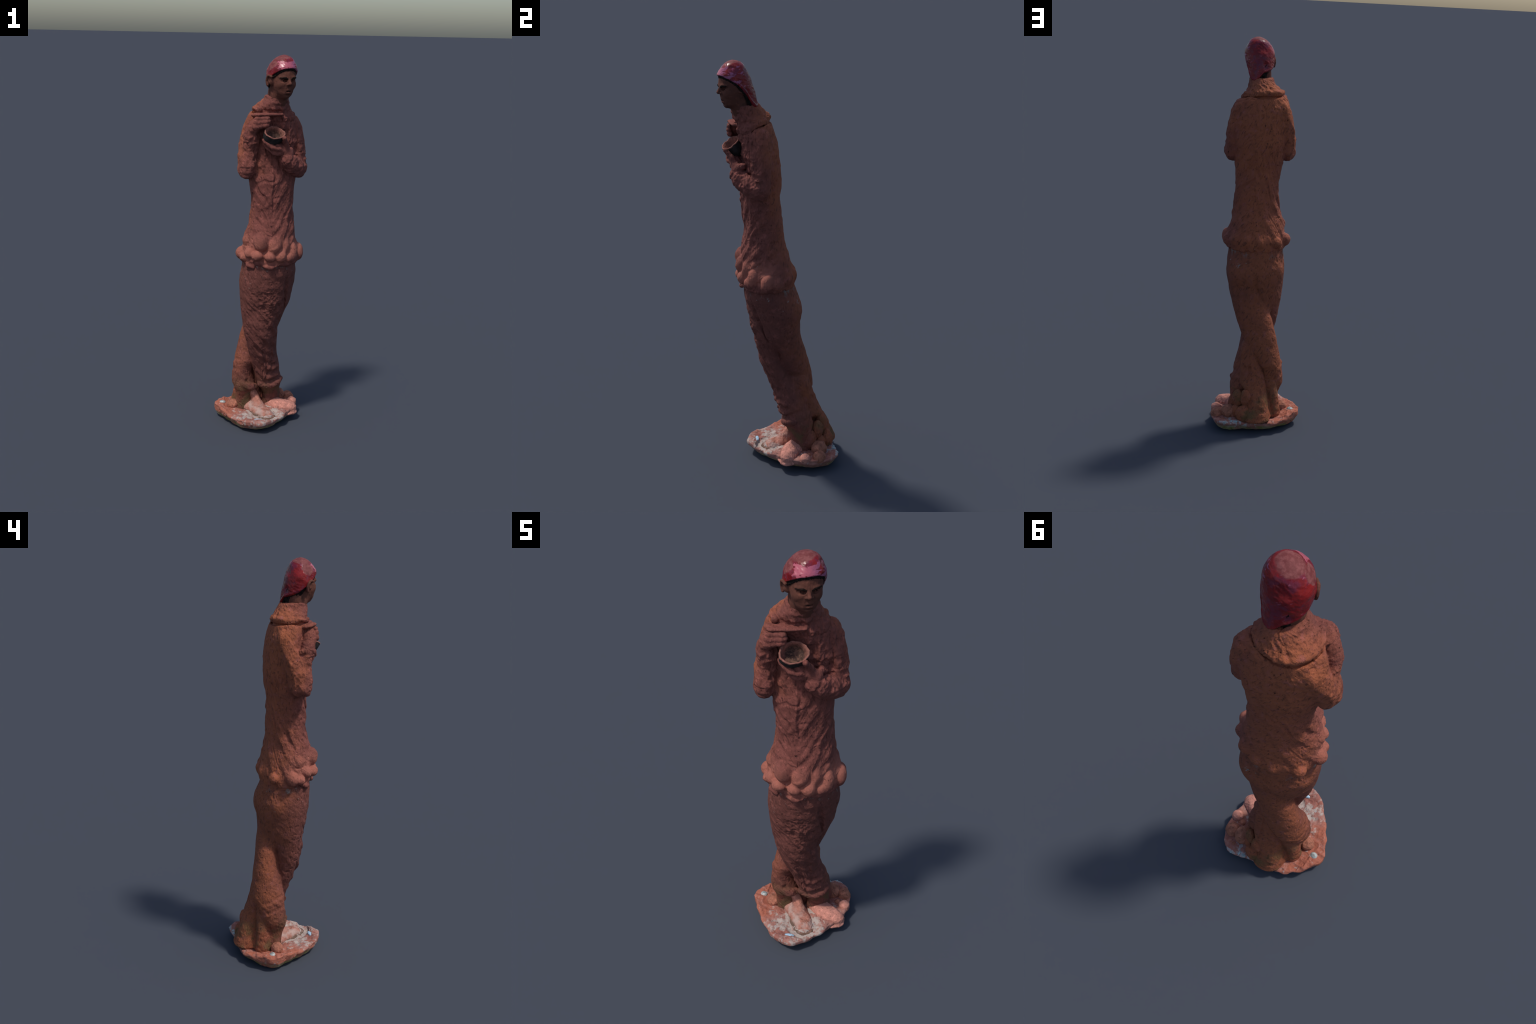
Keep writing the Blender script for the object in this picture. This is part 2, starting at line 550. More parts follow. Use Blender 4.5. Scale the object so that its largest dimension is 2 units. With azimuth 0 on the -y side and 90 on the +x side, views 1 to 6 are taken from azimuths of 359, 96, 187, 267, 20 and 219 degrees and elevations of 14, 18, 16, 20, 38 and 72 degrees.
def cap_material():
    m = Nodes("red_cap_paint")
    x, y, z = m.xyz()
    red = m.mix(m.ramp(m.noise(16, 4, 0.6), 0.36, 0.66), (0.14, 0.005, 0.009), (0.26, 0.016, 0.016))
    red = m.mix(m.ramp(m.noise(50, 4, 0.6), 0.55, 0.75, 0, 0.6), red, (0.10, 0.02, 0.02))
    mott = m.ramp(m.noise(22, 4, 0.65, distort=0.6), 0.48, 0.60, 0, 0.75)
    red = m.mix(mott, red, (0.15, 0.022, 0.045))
    # pink baked sheen painted on the front band and in strokes down one side
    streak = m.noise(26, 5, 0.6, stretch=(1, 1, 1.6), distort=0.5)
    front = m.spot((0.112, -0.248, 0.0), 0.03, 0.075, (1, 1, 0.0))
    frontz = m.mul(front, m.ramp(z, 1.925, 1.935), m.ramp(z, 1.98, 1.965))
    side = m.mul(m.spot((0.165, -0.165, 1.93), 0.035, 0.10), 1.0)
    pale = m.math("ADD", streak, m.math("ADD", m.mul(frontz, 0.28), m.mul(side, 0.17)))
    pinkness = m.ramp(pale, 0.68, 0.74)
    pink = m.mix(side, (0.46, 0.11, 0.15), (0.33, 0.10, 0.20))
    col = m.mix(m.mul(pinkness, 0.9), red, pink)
    chip = m.mul(m.ramp(m.noise(75, 4, 0.65, stretch=(1, 1, 1.5)), 0.63, 0.67), m.ramp(m.noise(14, 2), 0.40, 0.60))
    col = m.mix(m.mul(chip, 0.85), col, (0.10, 0.022, 0.022))
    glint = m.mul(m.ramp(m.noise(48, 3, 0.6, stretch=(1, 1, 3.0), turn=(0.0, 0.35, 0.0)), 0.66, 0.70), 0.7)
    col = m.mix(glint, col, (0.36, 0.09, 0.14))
    # worn, dusty crown
    worn = m.spot((0.088, -0.180, 1.995), 0.030, 0.060)
    edge = m.math("ADD", worn, m.mul(m.math("SUBTRACT", m.noise(40, 4), 0.5), 1.2))
    worn2 = m.spot((0.035, -0.205, 1.955), 0.022, 0.040)
    edge2 = m.math("ADD", worn2, m.mul(m.math("SUBTRACT", m.noise(60, 4), 0.5), 1.6))
    bare = m.math("MAXIMUM", m.ramp(edge, 0.30, 0.75), m.ramp(edge2, 0.40, 0.75))
    dusty = m.mix(m.ramp(m.noise(60, 5, 0.65), 0.4, 0.65), (0.15, 0.030, 0.030), (0.23, 0.070, 0.068))
    col = m.mix(bare, col, dusty)
    rough = m.math("ADD", m.mul(bare, 0.45), m.ramp(m.noise(60, 4), 0.35, 0.7, 0.22, 0.42))
    h = m.noise(70, 4, 0.6, stretch=(1, 1, 1.6))
    return m.done(col, rough, m.bump(h, 0.3, 0.003), 0.32, 0.0)


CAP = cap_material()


def plain(name, colour, rough=0.8, vary=0.3, scale=60, spec=0.3, bump=0.3):
    m = Nodes(name)
    t = m.noise(scale, 5, 0.6)
    col = m.mix(m.ramp(t, 0.35, 0.65), [c * (1 - vary) for c in colour], [min(1, c * (1 + vary)) for c in colour])
    return m.done(col, rough, m.bump(t, bump, 0.003), spec)


BOWL_DARK = plain("soot_black_bowl", (0.026, 0.021, 0.020), 0.8, 0.4)  # dark charcoal colour of the bowl's outside


def bowl_inside(m, col):
    deep = m.spot((0.055, -0.188, 1.600), 0.030, 0.046)
    return m.mix(deep, col, m.mix(m.ramp(m.noise(55, 4, 0.6, distort=1.5), 0.4, 0.62), (0.06, 0.034, 0.028), (0.17, 0.09, 0.065)))


BOWL_RIM = clay("terracotta_bowl", (0.27, 0.11, 0.085), (0.22, 0.09, 0.065), (0.12, 0.06, 0.045), pits=0.3, flecks=bowl_inside)
HAIR = plain("black_hair", (0.016, 0.012, 0.010), 0.85, 0.5, 90, 0.1)
BROW = plain("dark_brow", (0.020, 0.012, 0.010), 0.9, 0.4, 90, 0.08)
CHIP_BLUE = plain("blue_glass", (0.30, 0.42, 0.52), 0.25, 0.35, 90, 0.5)
CHIP_PALE = plain("pale_glass", (0.36, 0.38, 0.36), 0.25, 0.3, 90, 0.5)
CHIP_GREEN = plain("sea_glass", (0.27, 0.33, 0.33), 0.4, 0.3, 70, 0.5)

# ----------------------------------------------------------------------------------
# jacket, collar, arms and hands: one clay body
# ----------------------------------------------------------------------------------
TORSO, COLLAR, ARM_R, ARM_L, HAND_R, HAND_L, HEM = 1, 2, 3, 4, 5, 6, 7


def build_jacket():
    S = Solid((-0.17, -0.285, 0.88), (0.27, 0.11, 1.83), 0.0026)
    torso = [(0.930, -0.096, 0.200, -0.196, 0.058), (0.960, -0.098, 0.202, -0.198, 0.062), (1.000, -0.094, 0.199, -0.195, 0.060),
             (1.040, -0.089, 0.194, -0.198, 0.049), (1.080, -0.081, 0.184, -0.197, 0.038), (1.120, -0.067, 0.178, -0.190, 0.028),
             (1.160, -0.058, 0.173, -0.178, 0.021), (1.200, -0.052, 0.170, -0.172, 0.018), (1.240, -0.050, 0.169, -0.173, 0.015),
             (1.280, -0.050, 0.168, -0.175, 0.011), (1.320, -0.055, 0.170, -0.177, 0.009), (1.360, -0.060, 0.172, -0.178, 0.010),
             (1.400, -0.066, 0.174, -0.175, 0.012), (1.440, -0.070, 0.176, -0.170, 0.015), (1.480, -0.074, 0.178, -0.164, 0.018),
             (1.520, -0.078, 0.181, -0.166, 0.015), (1.560, -0.084, 0.184, -0.167, 0.010), (1.600, -0.088, 0.185, -0.168, 0.006),
             (1.640, -0.090, 0.183, -0.172, -0.002), (1.680, -0.080, 0.171, -0.178, -0.012), (1.720, -0.056, 0.140, -0.182, -0.027),
             (1.750, -0.030, 0.125, -0.188, -0.045)]
    S.loft(torso, 0.01, TORSO, skew=curve([0.93, 1.1, 1.3, 1.5, 1.75], [0.12, 0.20, 0.24, 0.22, 0.14]))
    collar = [(1.728, -0.044, 0.134, -0.186, -0.034), (1.737, -0.045, 0.136, -0.192, -0.029), (1.755, -0.028, 0.130, -0.194, -0.040),
              (1.778, -0.004, 0.128, -0.196, -0.055), (1.802, 0.008, 0.127, -0.192, -0.072)]
    S.loft(collar, 0.004, COLLAR, skew=0.05, round_ends=0.006)
    lip = [(-0.020, -0.185, 1.732), (-0.040, -0.150, 1.736), (-0.041, -0.105, 1.736), (-0.018, -0.060, 1.735), (0.030, -0.036, 1.733), (0.085, -0.042, 1.729), (0.132, -0.064, 1.722), (0.150, -0.096, 1.707), (0.140, -0.135, 1.690)]
    S.sweep([(x, y, z + 0.003 * math.sin(2.3 * i), 0.0092 + 0.0022 * math.sin(1.7 * i + 1)) for i, (x, y, z) in enumerate(lip)], 0.010, COLLAR)
    S.sweep([(0.045 + (x - 0.045) * 1.05, -0.11 + (y + 0.11) * 1.07, z - 0.021, 0.008) for x, y, z in lip[1:8]], 0.006, cut=True)
    # his right arm: upper arm hangs down, forearm folds up in front of it
    S.sweep([(-0.048, -0.086, 1.650, 0.043), (-0.068, -0.109, 1.56, 0.046), (-0.080, -0.138, 1.432, 0.044)], 0.014, ARM_R)
    S.sweep([(-0.076, -0.158, 1.430, 0.042), (-0.062, -0.162, 1.53, 0.036), (-0.056, -0.178, 1.615, 0.030)], 0.014, ARM_R)
    S.sweep([(-0.090, -0.152, 1.60, 0.013), (-0.072, -0.188, 1.602, 0.014), (-0.040, -0.198, 1.592, 0.012)], 0.010, ARM_R)
    # his left arm: elbow out, forearm forward and up to the bowl
    S.sweep([(0.145, -0.058, 1.650, 0.044), (0.180, -0.058, 1.56, 0.041), (0.194, -0.064, 1.435, 0.040)], 0.014, ARM_L)
    S.sweep([(0.190, -0.076, 1.428, 0.043), (0.160, -0.135, 1.448, 0.043), (0.118, -0.174, 1.486, 0.034)], 0.015, ARM_L)
    S.sweep([(0.118, -0.190, 1.492, 0.011), (0.132, -0.174, 1.518, 0.013), (0.140, -0.150, 1.530, 0.011)], 0.010, ARM_L)
    S.egg((0.224, -0.075, 1.478), (0.015, 0.016, 0.012), 0.010, ARM_L)
    S.sweep([(0.135, 0.004, 1.64, 0.002), (0.150, 0.006, 1.55, 0.004), (0.158, 0.000, 1.46, 0.006), (0.160, -0.012, 1.39, 0.008)], 0.010, cut=True)
    S.sweep([(0.160, -0.114, 1.66, 0.003), (0.174, -0.111, 1.58, 0.009), (0.180, -0.110, 1.50, 0.009)], 0.010, cut=True)
    # hand that holds the bowl from below
    S.sweep([(0.125, -0.172, 1.515, 0.028), (0.100, -0.185, 1.535, 0.028), (0.066, -0.190, 1.545, 0.030)], 0.012, HAND_L)
    S.sweep([(0.105, -0.192, 1.544, 0.013), (0.072, -0.222, 1.544, 0.013), (0.036, -0.222, 1.560, 0.012), (0.007, -0.212, 1.586, 0.010)], 0.006, HAND_L)
    S.sweep([(0.104, -0.184, 1.528, 0.014), (0.071, -0.206, 1.522, 0.014), (0.035, -0.202, 1.538, 0.012), (0.012, -0.192, 1.562, 0.010)], 0.006, HAND_L)
    S.sweep([(0.120, -0.185, 1.54, 0.014), (0.114, -0.206, 1.572, 0.013), (0.107, -0.226, 1.598, 0.011)], 0.010, HAND_L)
    S.egg((0.048, -0.190, 1.635), (0.052, 0.030, 0.055), 0.015, cut=True)
    # raised hand: flat plate of fingers over three folded fingers
    S.sweep([(-0.058, -0.184, 1.622, 0.030), (-0.040, -0.196, 1.655, 0.030), (-0.010, -0.197, 1.682, 0.027)], 0.012, HAND_R)
    S.sweep([(-0.022, -0.213, 1.708, 0.019), (0.040, -0.196, 1.709, 0.019), (0.088, -0.182, 1.710, 0.016)], 0.004, HAND_R, flat=((0, 0.2, 1), 0.42))
    S.sweep([(-0.030, -0.185, 1.705, 0.030), (0.070, -0.165, 1.706, 0.026)], 0.006, HAND_R, flat=((0, 0.2, 1), 0.35))
    for a, b in (((-0.030, -0.222, 1.690, 0.011), (0.024, -0.218, 1.694, 0.009)), ((-0.034, -0.226, 1.672, 0.013), (0.028, -0.219, 1.679, 0.010)),
                 ((-0.038, -0.224, 1.652, 0.015), (0.020, -0.216, 1.661, 0.012))):
        S.sweep([a, b], 0.004, HAND_R)
    # lapel folds and knot on the chest
    S.sweep([(0.096, -0.152, 1.735, 0.016), (0.112, -0.142, 1.690, 0.018), (0.126, -0.130, 1.640, 0.016), (0.136, -0.120, 1.57, 0.012)], 0.020, TORSO)
    S.sweep([(0.135, -0.112, 1.70, 0.014), (0.150, -0.105, 1.64, 0.013), (0.155, -0.102, 1.56, 0.011)], 0.016, TORSO)
    S.egg((0.113, -0.164, 1.688), (0.014, 0.010, 0.014), 0.006, TORSO)
    S.egg((0.114, -0.176, 1.688), (0.005, 0.006, 0.005), 0.004, cut=True)
    # padded lumps of the hem (surface point, radius, tall factor)
    lumps = [(-0.010, -0.222, 1.060, 0.036, 1.25), (0.077, -0.214, 1.042, 0.034, 1.35), (0.138, -0.172, 1.030, 0.026, 1.6), (0.186, -0.136, 0.994, 0.028, 1.8),
             (0.226, -0.054, 0.983, 0.027, 1.6), (0.116, -0.203, 0.984, 0.028, 1.1), (0.048, -0.222, 0.984, 0.029, 0.85), (-0.029, -0.220, 0.990, 0.029, 0.85),
             (-0.072, -0.180, 0.998, 0.026, 1.05), (-0.123, -0.096, 0.980, 0.030, 1.1), (-0.086, -0.136, 1.055, 0.027, 1.15), (0.160, -0.164, 0.968, 0.022, 1.0),
             (-0.102, -0.142, 0.966, 0.023, 0.9), (0.210, -0.002, 0.978, 0.026, 1.2), (0.155, 0.050, 0.988, 0.030, 1.2), (-0.088, 0.004, 0.978, 0.026, 1.0),
             (0.085, 0.070, 0.985, 0.022, 1.5), (0.010, 0.058, 0.985, 0.024, 1.3)]
    cx, cy = 0.052, -0.075
    for x, y, z, r, tall in lumps:
        n = np.array([x - cx, y - cy])
        n /= np.hypot(*n)
        lean = 0.35 if x > 0.02 else -0.15
        up = np.array([-n[1] * lean, n[0] * lean, 1.0])
        up /= np.linalg.norm(up)
        out = np.array([n[0], n[1], 0.0])
        out -= up * (out @ up)
        out /= np.linalg.norm(out)
        S.egg((x - n[0] * r * 0.95, y - n[1] * r * 0.95, z), (r * 1.08, r * 1.08, r * 1.08 * tall), 0.010, HEM, axes=(out, np.cross(up, out), up))
        if -0.01 < x < 0.2 and y < -0.1:
            inward = np.array([n[0], n[1], 0])
            a = np.array([x, y, z + r * 0.4]) - inward * r * 1.1
            b = a + up * 0.06 + np.cross(up, inward) * 0.020 - inward * 0.008
            S.sweep([(*a, r * 0.7), (*b, r * 0.35)], 0.012, HEM)
    # torn flaps that hang from the hem
    S.sweep([(0.020, -0.190, 0.935, 0.012), (0.050, -0.198, 0.927, 0.013), (0.078, -0.190, 0.935, 0.010)], 0.008, HEM)
    S.sweep([(-0.062, -0.160, 0.930, 0.012), (-0.036, -0.170, 0.924, 0.011)], 0.008, HEM)
    # hollow the hem a little so that the trousers step back under it
    for i, a in enumerate(np.linspace(0, 2 * np.pi, 26, endpoint=False)):
        depth = 0.012 + 0.010 * math.sin(7 * a) * math.sin(3 * a + 1) + 0.006 * math.sin(11 * i)
        if math.sin(a) > -0.6 and depth > 0.010:
            S.egg((cx + 0.152 * math.cos(a), -0.07 + 0.130 * math.sin(a), 0.926), (0.014, 0.012, depth), 0.005, cut=True)
    for c in ((0.178, 0.030, 0.945), (-0.042, 0.040, 0.948), (-0.088, -0.015, 0.945)):
        S.egg(c, (0.010, 0.012, 0.012), 0.004, cut=True)
    v, f, lab = S.mesh()
    v = relax(v, f, 2, 0.5)
    n = vertex_normals(v, f)
    return v, f, lab, n


def jacket_relief(v, f, lab, n):
    th = np.arctan2(v[:, 0] - 0.055, -(v[:, 1] + 0.085))  # 0 front, + his left
    arc = th * 0.10
    z = v[:, 2]
    d = 0.0022 * fbm(v, 14, 3, 3)
    # modelling strokes: slanting on the sides and back, a V on the belly
    slope = np.where(np.abs(th) < 0.55, np.sign(th - 0.1) * 1.5, 0.75)
    wob = 0.012 * noise(arc * 20, z * 9, 0 * z, 5)
    for sl, w in ((1.5, band(th, 0.05, 1.0, 0.12)), (-1.6, band(th, -1.2, 0.0, 0.12)), (1.1, sstep(0.9, 1.3, th)), (-2.6, 1 - sstep(-1.4, -1.1, th))):
        across = arc * math.cos(math.atan(1 / sl)) - z * math.sin(math.atan(1 / sl)) * 1.0 + wob
        along = arc * math.sin(math.atan(1 / sl)) + z * math.cos(math.atan(1 / sl))
        s1 = noise(across * 58, along * 8, 0 * z, 11)
        s2 = noise(across * 170, along * 18, 0 * z, 12)
        low = band(z, 0.98, 1.42, 0.06)
        calm = np.where(np.abs(th) > 2.0, 0.75, 1.0)
        d += w * calm * (0.0028 * low + 0.0012) * s1 + w * 0.0008 * s2
    arm = blur(np.isin(lab, (ARM_R, ARM_L, COLLAR)), f)
    crumple = ridged(v * np.array([1, 1, 0.6]), 26, 3, 21) - 0.6
    fold = noise(arc * 50, z * 12, 0 * z, 33)
    d += arm * (0.0022 * crumple + 0.0036 * fold) * (1 - 0.5 * blur(lab == COLLAR, f)) + (1 - arm) * 0.0016 * crumple * (1 - 0.65 * sstep(1.3, 1.9, np.abs(th)))
    dab = noise(v[:, 0] * 42 + 3 * noise(v[:, 0] * 15, v[:, 1] * 15, v[:, 2] * 15, 35), v[:, 1] * 42, v[:, 2] * 26, 34)
    fore = 1 - 0.65 * sstep(1.3, 1.9, np.abs(th))
    d += 0.0030 * fore * sstep(-0.3, 0.5, dab)
    chest = band(z, 1.46, 1.74, 0.05) * band(th, -0.9, 1.7, 0.2)
    d += chest * (0.0038 * crumple + 0.002 * fold)
    col = blur(lab == COLLAR, f)
    d += col * 0.0018 * noise(arc * 22, z * 95 + 2 * th, 0 * z, 41)
    back_up = band(z, 1.45, 1.70, 0.05) * sstep(2.0, 2.4, np.abs(th))
    d += back_up * 0.0022 * ridged(v, 15, 2, 51) - back_up * 0.0012
    # cracks
    crack = ridged(v, 21, 2, 61)
    d -= 0.0018 * sstep(1.38, 1.47, crack) * sstep(0.25, 0.5, noise(v[:, 0] * 12, v[:, 1] * 12, v[:, 2] * 12, 62))
    pit = noise(v[:, 0] * 95, v[:, 1] * 95, v[:, 2] * 70, 71)
    d -= 0.0020 * sstep(0.52, 0.72, pit)
    smooth = 1 - 0.6 * blur(lab == HEM, f) - 0.55 * blur(np.isin(lab, (HAND_L, HAND_R)), f)
    # centre seam of the jacket
    ws = 0.05 * noise(z * 14, 0 * z, 0 * z, 81)
    seam = np.exp(-(((th - 0.12 - ws) / 0.07) ** 2)) * band(z, 1.20, 1.46, 0.04)
    d = d * smooth - 0.0035 * seam + 0.003 * np.exp(-(((th + 0.02 - ws) / 0.05) ** 2)) * band(z, 1.22, 1.45, 0.03)
    return v + n * d[:, None]


v, f, lab, n = build_jacket()
v = jacket_relief(v, f, lab, n)
lab = smooth_labels(lab, f, 6)
split(v, f, lab, {TORSO: ("torso", CLAY), COLLAR: ("collar", CLAY), ARM_R: ("arm", CLAY), ARM_L: ("arm", CLAY), HAND_R: ("hand", CLAY),
                  HAND_L: ("hand", CLAY), HEM: ("padded_hem", CLAY)})

# ----------------------------------------------------------------------------------
# trousers and the trunk behind them
# ----------------------------------------------------------------------------------
LEG_R, LEG_L, TRUNK = 1, 2, 3


def build_trousers():
    S = Solid((-0.17, -0.225, 0.045), (0.225, 0.265, 1.0), 0.0028)
    pelvis = [(0.600, -0.060, 0.105, -0.115, 0.050), (0.650, -0.078, 0.140, -0.135, 0.062), (0.700, -0.090, 0.165, -0.150, 0.072), (0.740, -0.097, 0.170, -0.162, 0.076), (0.770, -0.100, 0.176, -0.168, 0.083), (0.800, -0.102, 0.184, -0.176, 0.088),
              (0.840, -0.102, 0.189, -0.180, 0.084), (0.880, -0.098, 0.193, -0.188, 0.072), (0.920, -0.094, 0.190, -0.187, 0.058), (0.985, -0.080, 0.180, -0.170, 0.042)]
    right = [(0.055, 0.024, 0.132, 0.008, 0.120), (0.100, 0.030, 0.128, 0.008, 0.120), (0.150, 0.030, 0.130, 0.000, 0.122), (0.178, 0.014, 0.133, -0.014, 0.124), (0.200, 0.002, 0.138, -0.024, 0.124),
             (0.240, -0.008, 0.132, -0.033, 0.114), (0.280, -0.018, 0.125, -0.043, 0.103), (0.320, -0.028, 0.120, -0.055, 0.090), (0.360, -0.037, 0.112, -0.068, 0.074),
             (0.400, -0.046, 0.106, -0.083, 0.060), (0.440, -0.056, 0.104, -0.098, 0.030), (0.480, -0.066, 0.103, -0.114, 0.018), (0.520, -0.077, 0.104, -0.127, 0.008),
             (0.560, -0.084, 0.106, -0.136, 0.004), (0.600, -0.088, 0.112, -0.143, 0.000), (0.680, -0.097, 0.122, -0.153, 0.000), (0.760, -0.100, 0.132, -0.167, 0.010),
             (0.820, -0.100, 0.128, -0.176, 0.030), (0.900, -0.080, 0.115, -0.165, 0.030)]
    left = [(0.050, -0.132, -0.004, -0.012, 0.080), (0.085, -0.122, -0.014, -0.012, 0.074), (0.130, -0.116, -0.022, -0.020, 0.072), (0.178, -0.124, -0.018, -0.036, 0.078), (0.205, -0.134, -0.012, -0.042, 0.085),
            (0.240, -0.137, -0.020, -0.038, 0.095), (0.280, -0.135, -0.025, -0.036, 0.105), (0.320, -0.131, -0.018, -0.036, 0.112), (0.360, -0.123, 0.005, -0.036, 0.119),
            (0.400, -0.115, 0.038, -0.030, 0.121), (0.440, -0.106, 0.064, -0.028, 0.117), (0.480, -0.097, 0.086, -0.026, 0.110), (0.520, -0.086, 0.104, -0.026, 0.102),
            (0.560, -0.072, 0.119, -0.028, 0.096), (0.600, -0.055, 0.133, -0.033, 0.089), (0.640, -0.035, 0.147, -0.042, 0.082), (0.680, -0.015, 0.158, -0.055, 0.075),
            (0.740, 0.004, 0.172, -0.075, 0.074), (0.800, 0.020, 0.180, -0.080, 0.078), (0.880, 0.030, 0.170, -0.075, 0.060)]
    S.loft(left, 0.004, LEG_L, skew=curve([0.05, 0.25, 0.35, 0.50, 0.65, 0.88], [0.20, 0.15, 0.05, -0.10, -0.05, 0.06]))
    S.loft(right, 0.006, LEG_R, skew=curve([0.05, 0.30, 0.42, 0.55, 0.70, 0.90], [0.15, 0.22, 0.18, 0.05, 0.05, 0.08]))
    S.loft(pelvis, 0.024, LEG_R, skew=0.11)
    # buttocks and hip
    S.egg((0.088, 0.030, 0.810), (0.070, 0.054, 0.066), 0.025, LEG_L)
    S.egg((-0.060, -0.024, 0.830), (0.034, 0.034, 0.046), 0.02, LEG_R)
    # cuffs: soft rolls of cloth above the shoes
    S.sweep([(-0.100, -0.016, 0.250, 0.015), (-0.070, -0.032, 0.216, 0.018), (-0.035, -0.026, 0.198, 0.019), (-0.012, -0.004, 0.192, 0.014)], 0.009, LEG_L)
    S.sweep([(0.020, -0.012, 0.212, 0.016), (0.060, -0.018, 0.205, 0.019), (0.105, -0.006, 0.215, 0.020), (0.128, 0.028, 0.228, 0.016)], 0.009, LEG_R)
    S.sweep([(0.002, -0.034, 0.300, 0.011), (0.055, -0.036, 0.262, 0.013), (0.105, -0.010, 0.268, 0.013)], 0.012, LEG_R)
    S.sweep([(0.018, -0.058, 0.365, 0.011), (0.072, -0.046, 0.318, 0.012), (0.110, -0.008, 0.318, 0.011)], 0.012, LEG_R)
    S.sweep([(-0.118, 0.008, 0.330, 0.011), (-0.106, -0.018, 0.285, 0.012), (-0.070, -0.034, 0.250, 0.010)], 0.012, LEG_L)
    for x0, z0, x1, z1, y0 in ((-0.060, 0.52, 0.090, 0.40, -0.108), (-0.050, 0.46, 0.095, 0.35, -0.090), (-0.075, 0.62, 0.085, 0.47, -0.132)):
        S.sweep([(x0, y0 + 0.040, z0, 0.006), ((x0 + x1) / 2, y0 + 0.012, (z0 + z1) / 2, 0.012), (x1, y0 + 0.062, z1, 0.007)], 0.014, LEG_R)
    S.sweep([(-0.030, -0.040, 0.34, 0.003), (-0.018, -0.028, 0.27, 0.006), (-0.004, -0.016, 0.20, 0.006)], 0.008, cut=True)
    # deep creases where the legs cross
    S.sweep([(0.144, -0.140, 0.850, 0.006), (0.140, -0.114, 0.780, 0.009), (0.134, -0.090, 0.715, 0.006), (0.130, -0.070, 0.66, 0.003)], 0.016, cut=True)
    S.sweep([(0.025, 0.098, 0.895, 0.006), (0.020, 0.086, 0.800, 0.008), (0.010, 0.070, 0.730, 0.008), (-0.045, 0.052, 0.640, 0.009), (-0.090, 0.015, 0.570, 0.010)], 0.012, cut=True)
    # trunk: fluted support that flares down to the slab
    trunk = [(0.060, -0.106, 0.050, 0.030, 0.232), (0.090, -0.097, 0.044, 0.030, 0.222), (0.120, -0.088, 0.036, 0.030, 0.210), (0.160, -0.076, 0.030, 0.030, 0.197),
             (0.200, -0.066, 0.038, 0.030, 0.181), (0.228, -0.060, 0.072, 0.030, 0.168), (0.250, -0.055, 0.078, 0.030, 0.160), (0.280, -0.048, 0.080, 0.025, 0.149), (0.330, -0.034, 0.082, 0.020, 0.132), (0.380, -0.018, 0.084, 0.010, 0.118),
             (0.450, 0.000, 0.080, 0.000, 0.095)]
    S.loft(trunk, 0.008, TRUNK, power=2.4)
    for x0, x1, r in ((-0.020, -0.040, 0.008), (0.020, -0.006, 0.006), (0.048, 0.030, 0.004)):
        S.sweep([(x0, 0.128, 0.33, 0.004), ((x0 + x1) / 2, 0.186, 0.21, r), (x1, 0.230, 0.09, r)], 0.010, cut=True)
    S.sweep([(0.092, 0.118, 0.42, 0.004), (0.090, 0.128, 0.33, 0.008), (0.092, 0.150, 0.24, 0.010), (0.098, 0.165, 0.17, 0.010)], 0.010, cut=True)
    S.egg((0.055, 0.112, 0.110), (0.050, 0.046, 0.090), 0.014, TRUNK)
    S.sweep([(-0.070, 0.066, 0.27, 0.034), (-0.086, 0.072, 0.17, 0.036), (-0.098, 0.080, 0.07, 0.044)], 0.010, TRUNK)
    v, f, lab = S.mesh()
    v = relax(v, f, 2, 0.5)
    return v, f, lab, vertex_normals(v, f)


def trouser_relief(v, f, lab, n):
    x, y, z = v.T
    th = np.arctan2(x - 0.03, -(y + 0.03))
    arc = th * 0.1
    d = 0.0022 * fbm(v, 12, 3, 103)
    diag = arc * 0.80 + z * 0.55
    fold = noise(diag * 48, (z - arc) * 10, 0 * z, 111)
    fold2 = noise(diag * 110, (z - arc) * 16, 0 * z, 112)
    front = band(th, -0.75, 1.0, 0.2)
    d += front * (lab == LEG_R) * band(z, 0.24, 0.74, 0.08) * (0.0060 * fold + 0.0022 * fold2)
    d += 0.0008 * fold2
    # rough daubed clay on the front thigh
    rough = np.exp(-(((x - 0.055) / 0.050) ** 2) - ((z - 0.70) / 0.115) ** 2) * (y < -0.06)
    d += rough * (0.0062 * (ridged(v, 30, 3, 121) - 0.6) + 0.003 * noise(x * 60, y * 60, z * 60, 122))
    d += front * 0.0008 * (ridged(v, 34, 3, 123) - 0.6)
    low = band(z, 0.17, 0.36, 0.04)
    wrap = noise(arc * 16, z * 52 - th * 3.2, 0 * z, 131)
    d += low * (lab != TRUNK) * (0.0030 * wrap + 0.001)
    d += (lab == TRUNK) * (0.004 * noise(arc * 60, z * 3, 0 * z, 141) + 0.0014 * noise(x * 30, y * 30, z * 60, 142))
    d -= 0.0018 * sstep(0.52, 0.72, noise(x * 95, y * 95, z * 70, 151))
    crack = ridged(v, 18, 2, 161)
    d -= 0.003 * sstep(1.37, 1.47, crack) * sstep(0.1, 0.4, noise(x * 12, y * 12, z * 12, 162))
    return v + n * d[:, None]


v, f, lab, n = build_trousers()
v = trouser_relief(v, f, lab, n)
lab = smooth_labels(lab, f, 6)
split(v, f, lab, {LEG_R: ("leg", CLAY_TROUSERS), LEG_L: ("leg", CLAY_TROUSERS), TRUNK: ("support_trunk", CLAY_TROUSERS)})

# ----------------------------------------------------------------------------------
# slab, shoes, pebbles, glass chips
# ----------------------------------------------------------------------------------


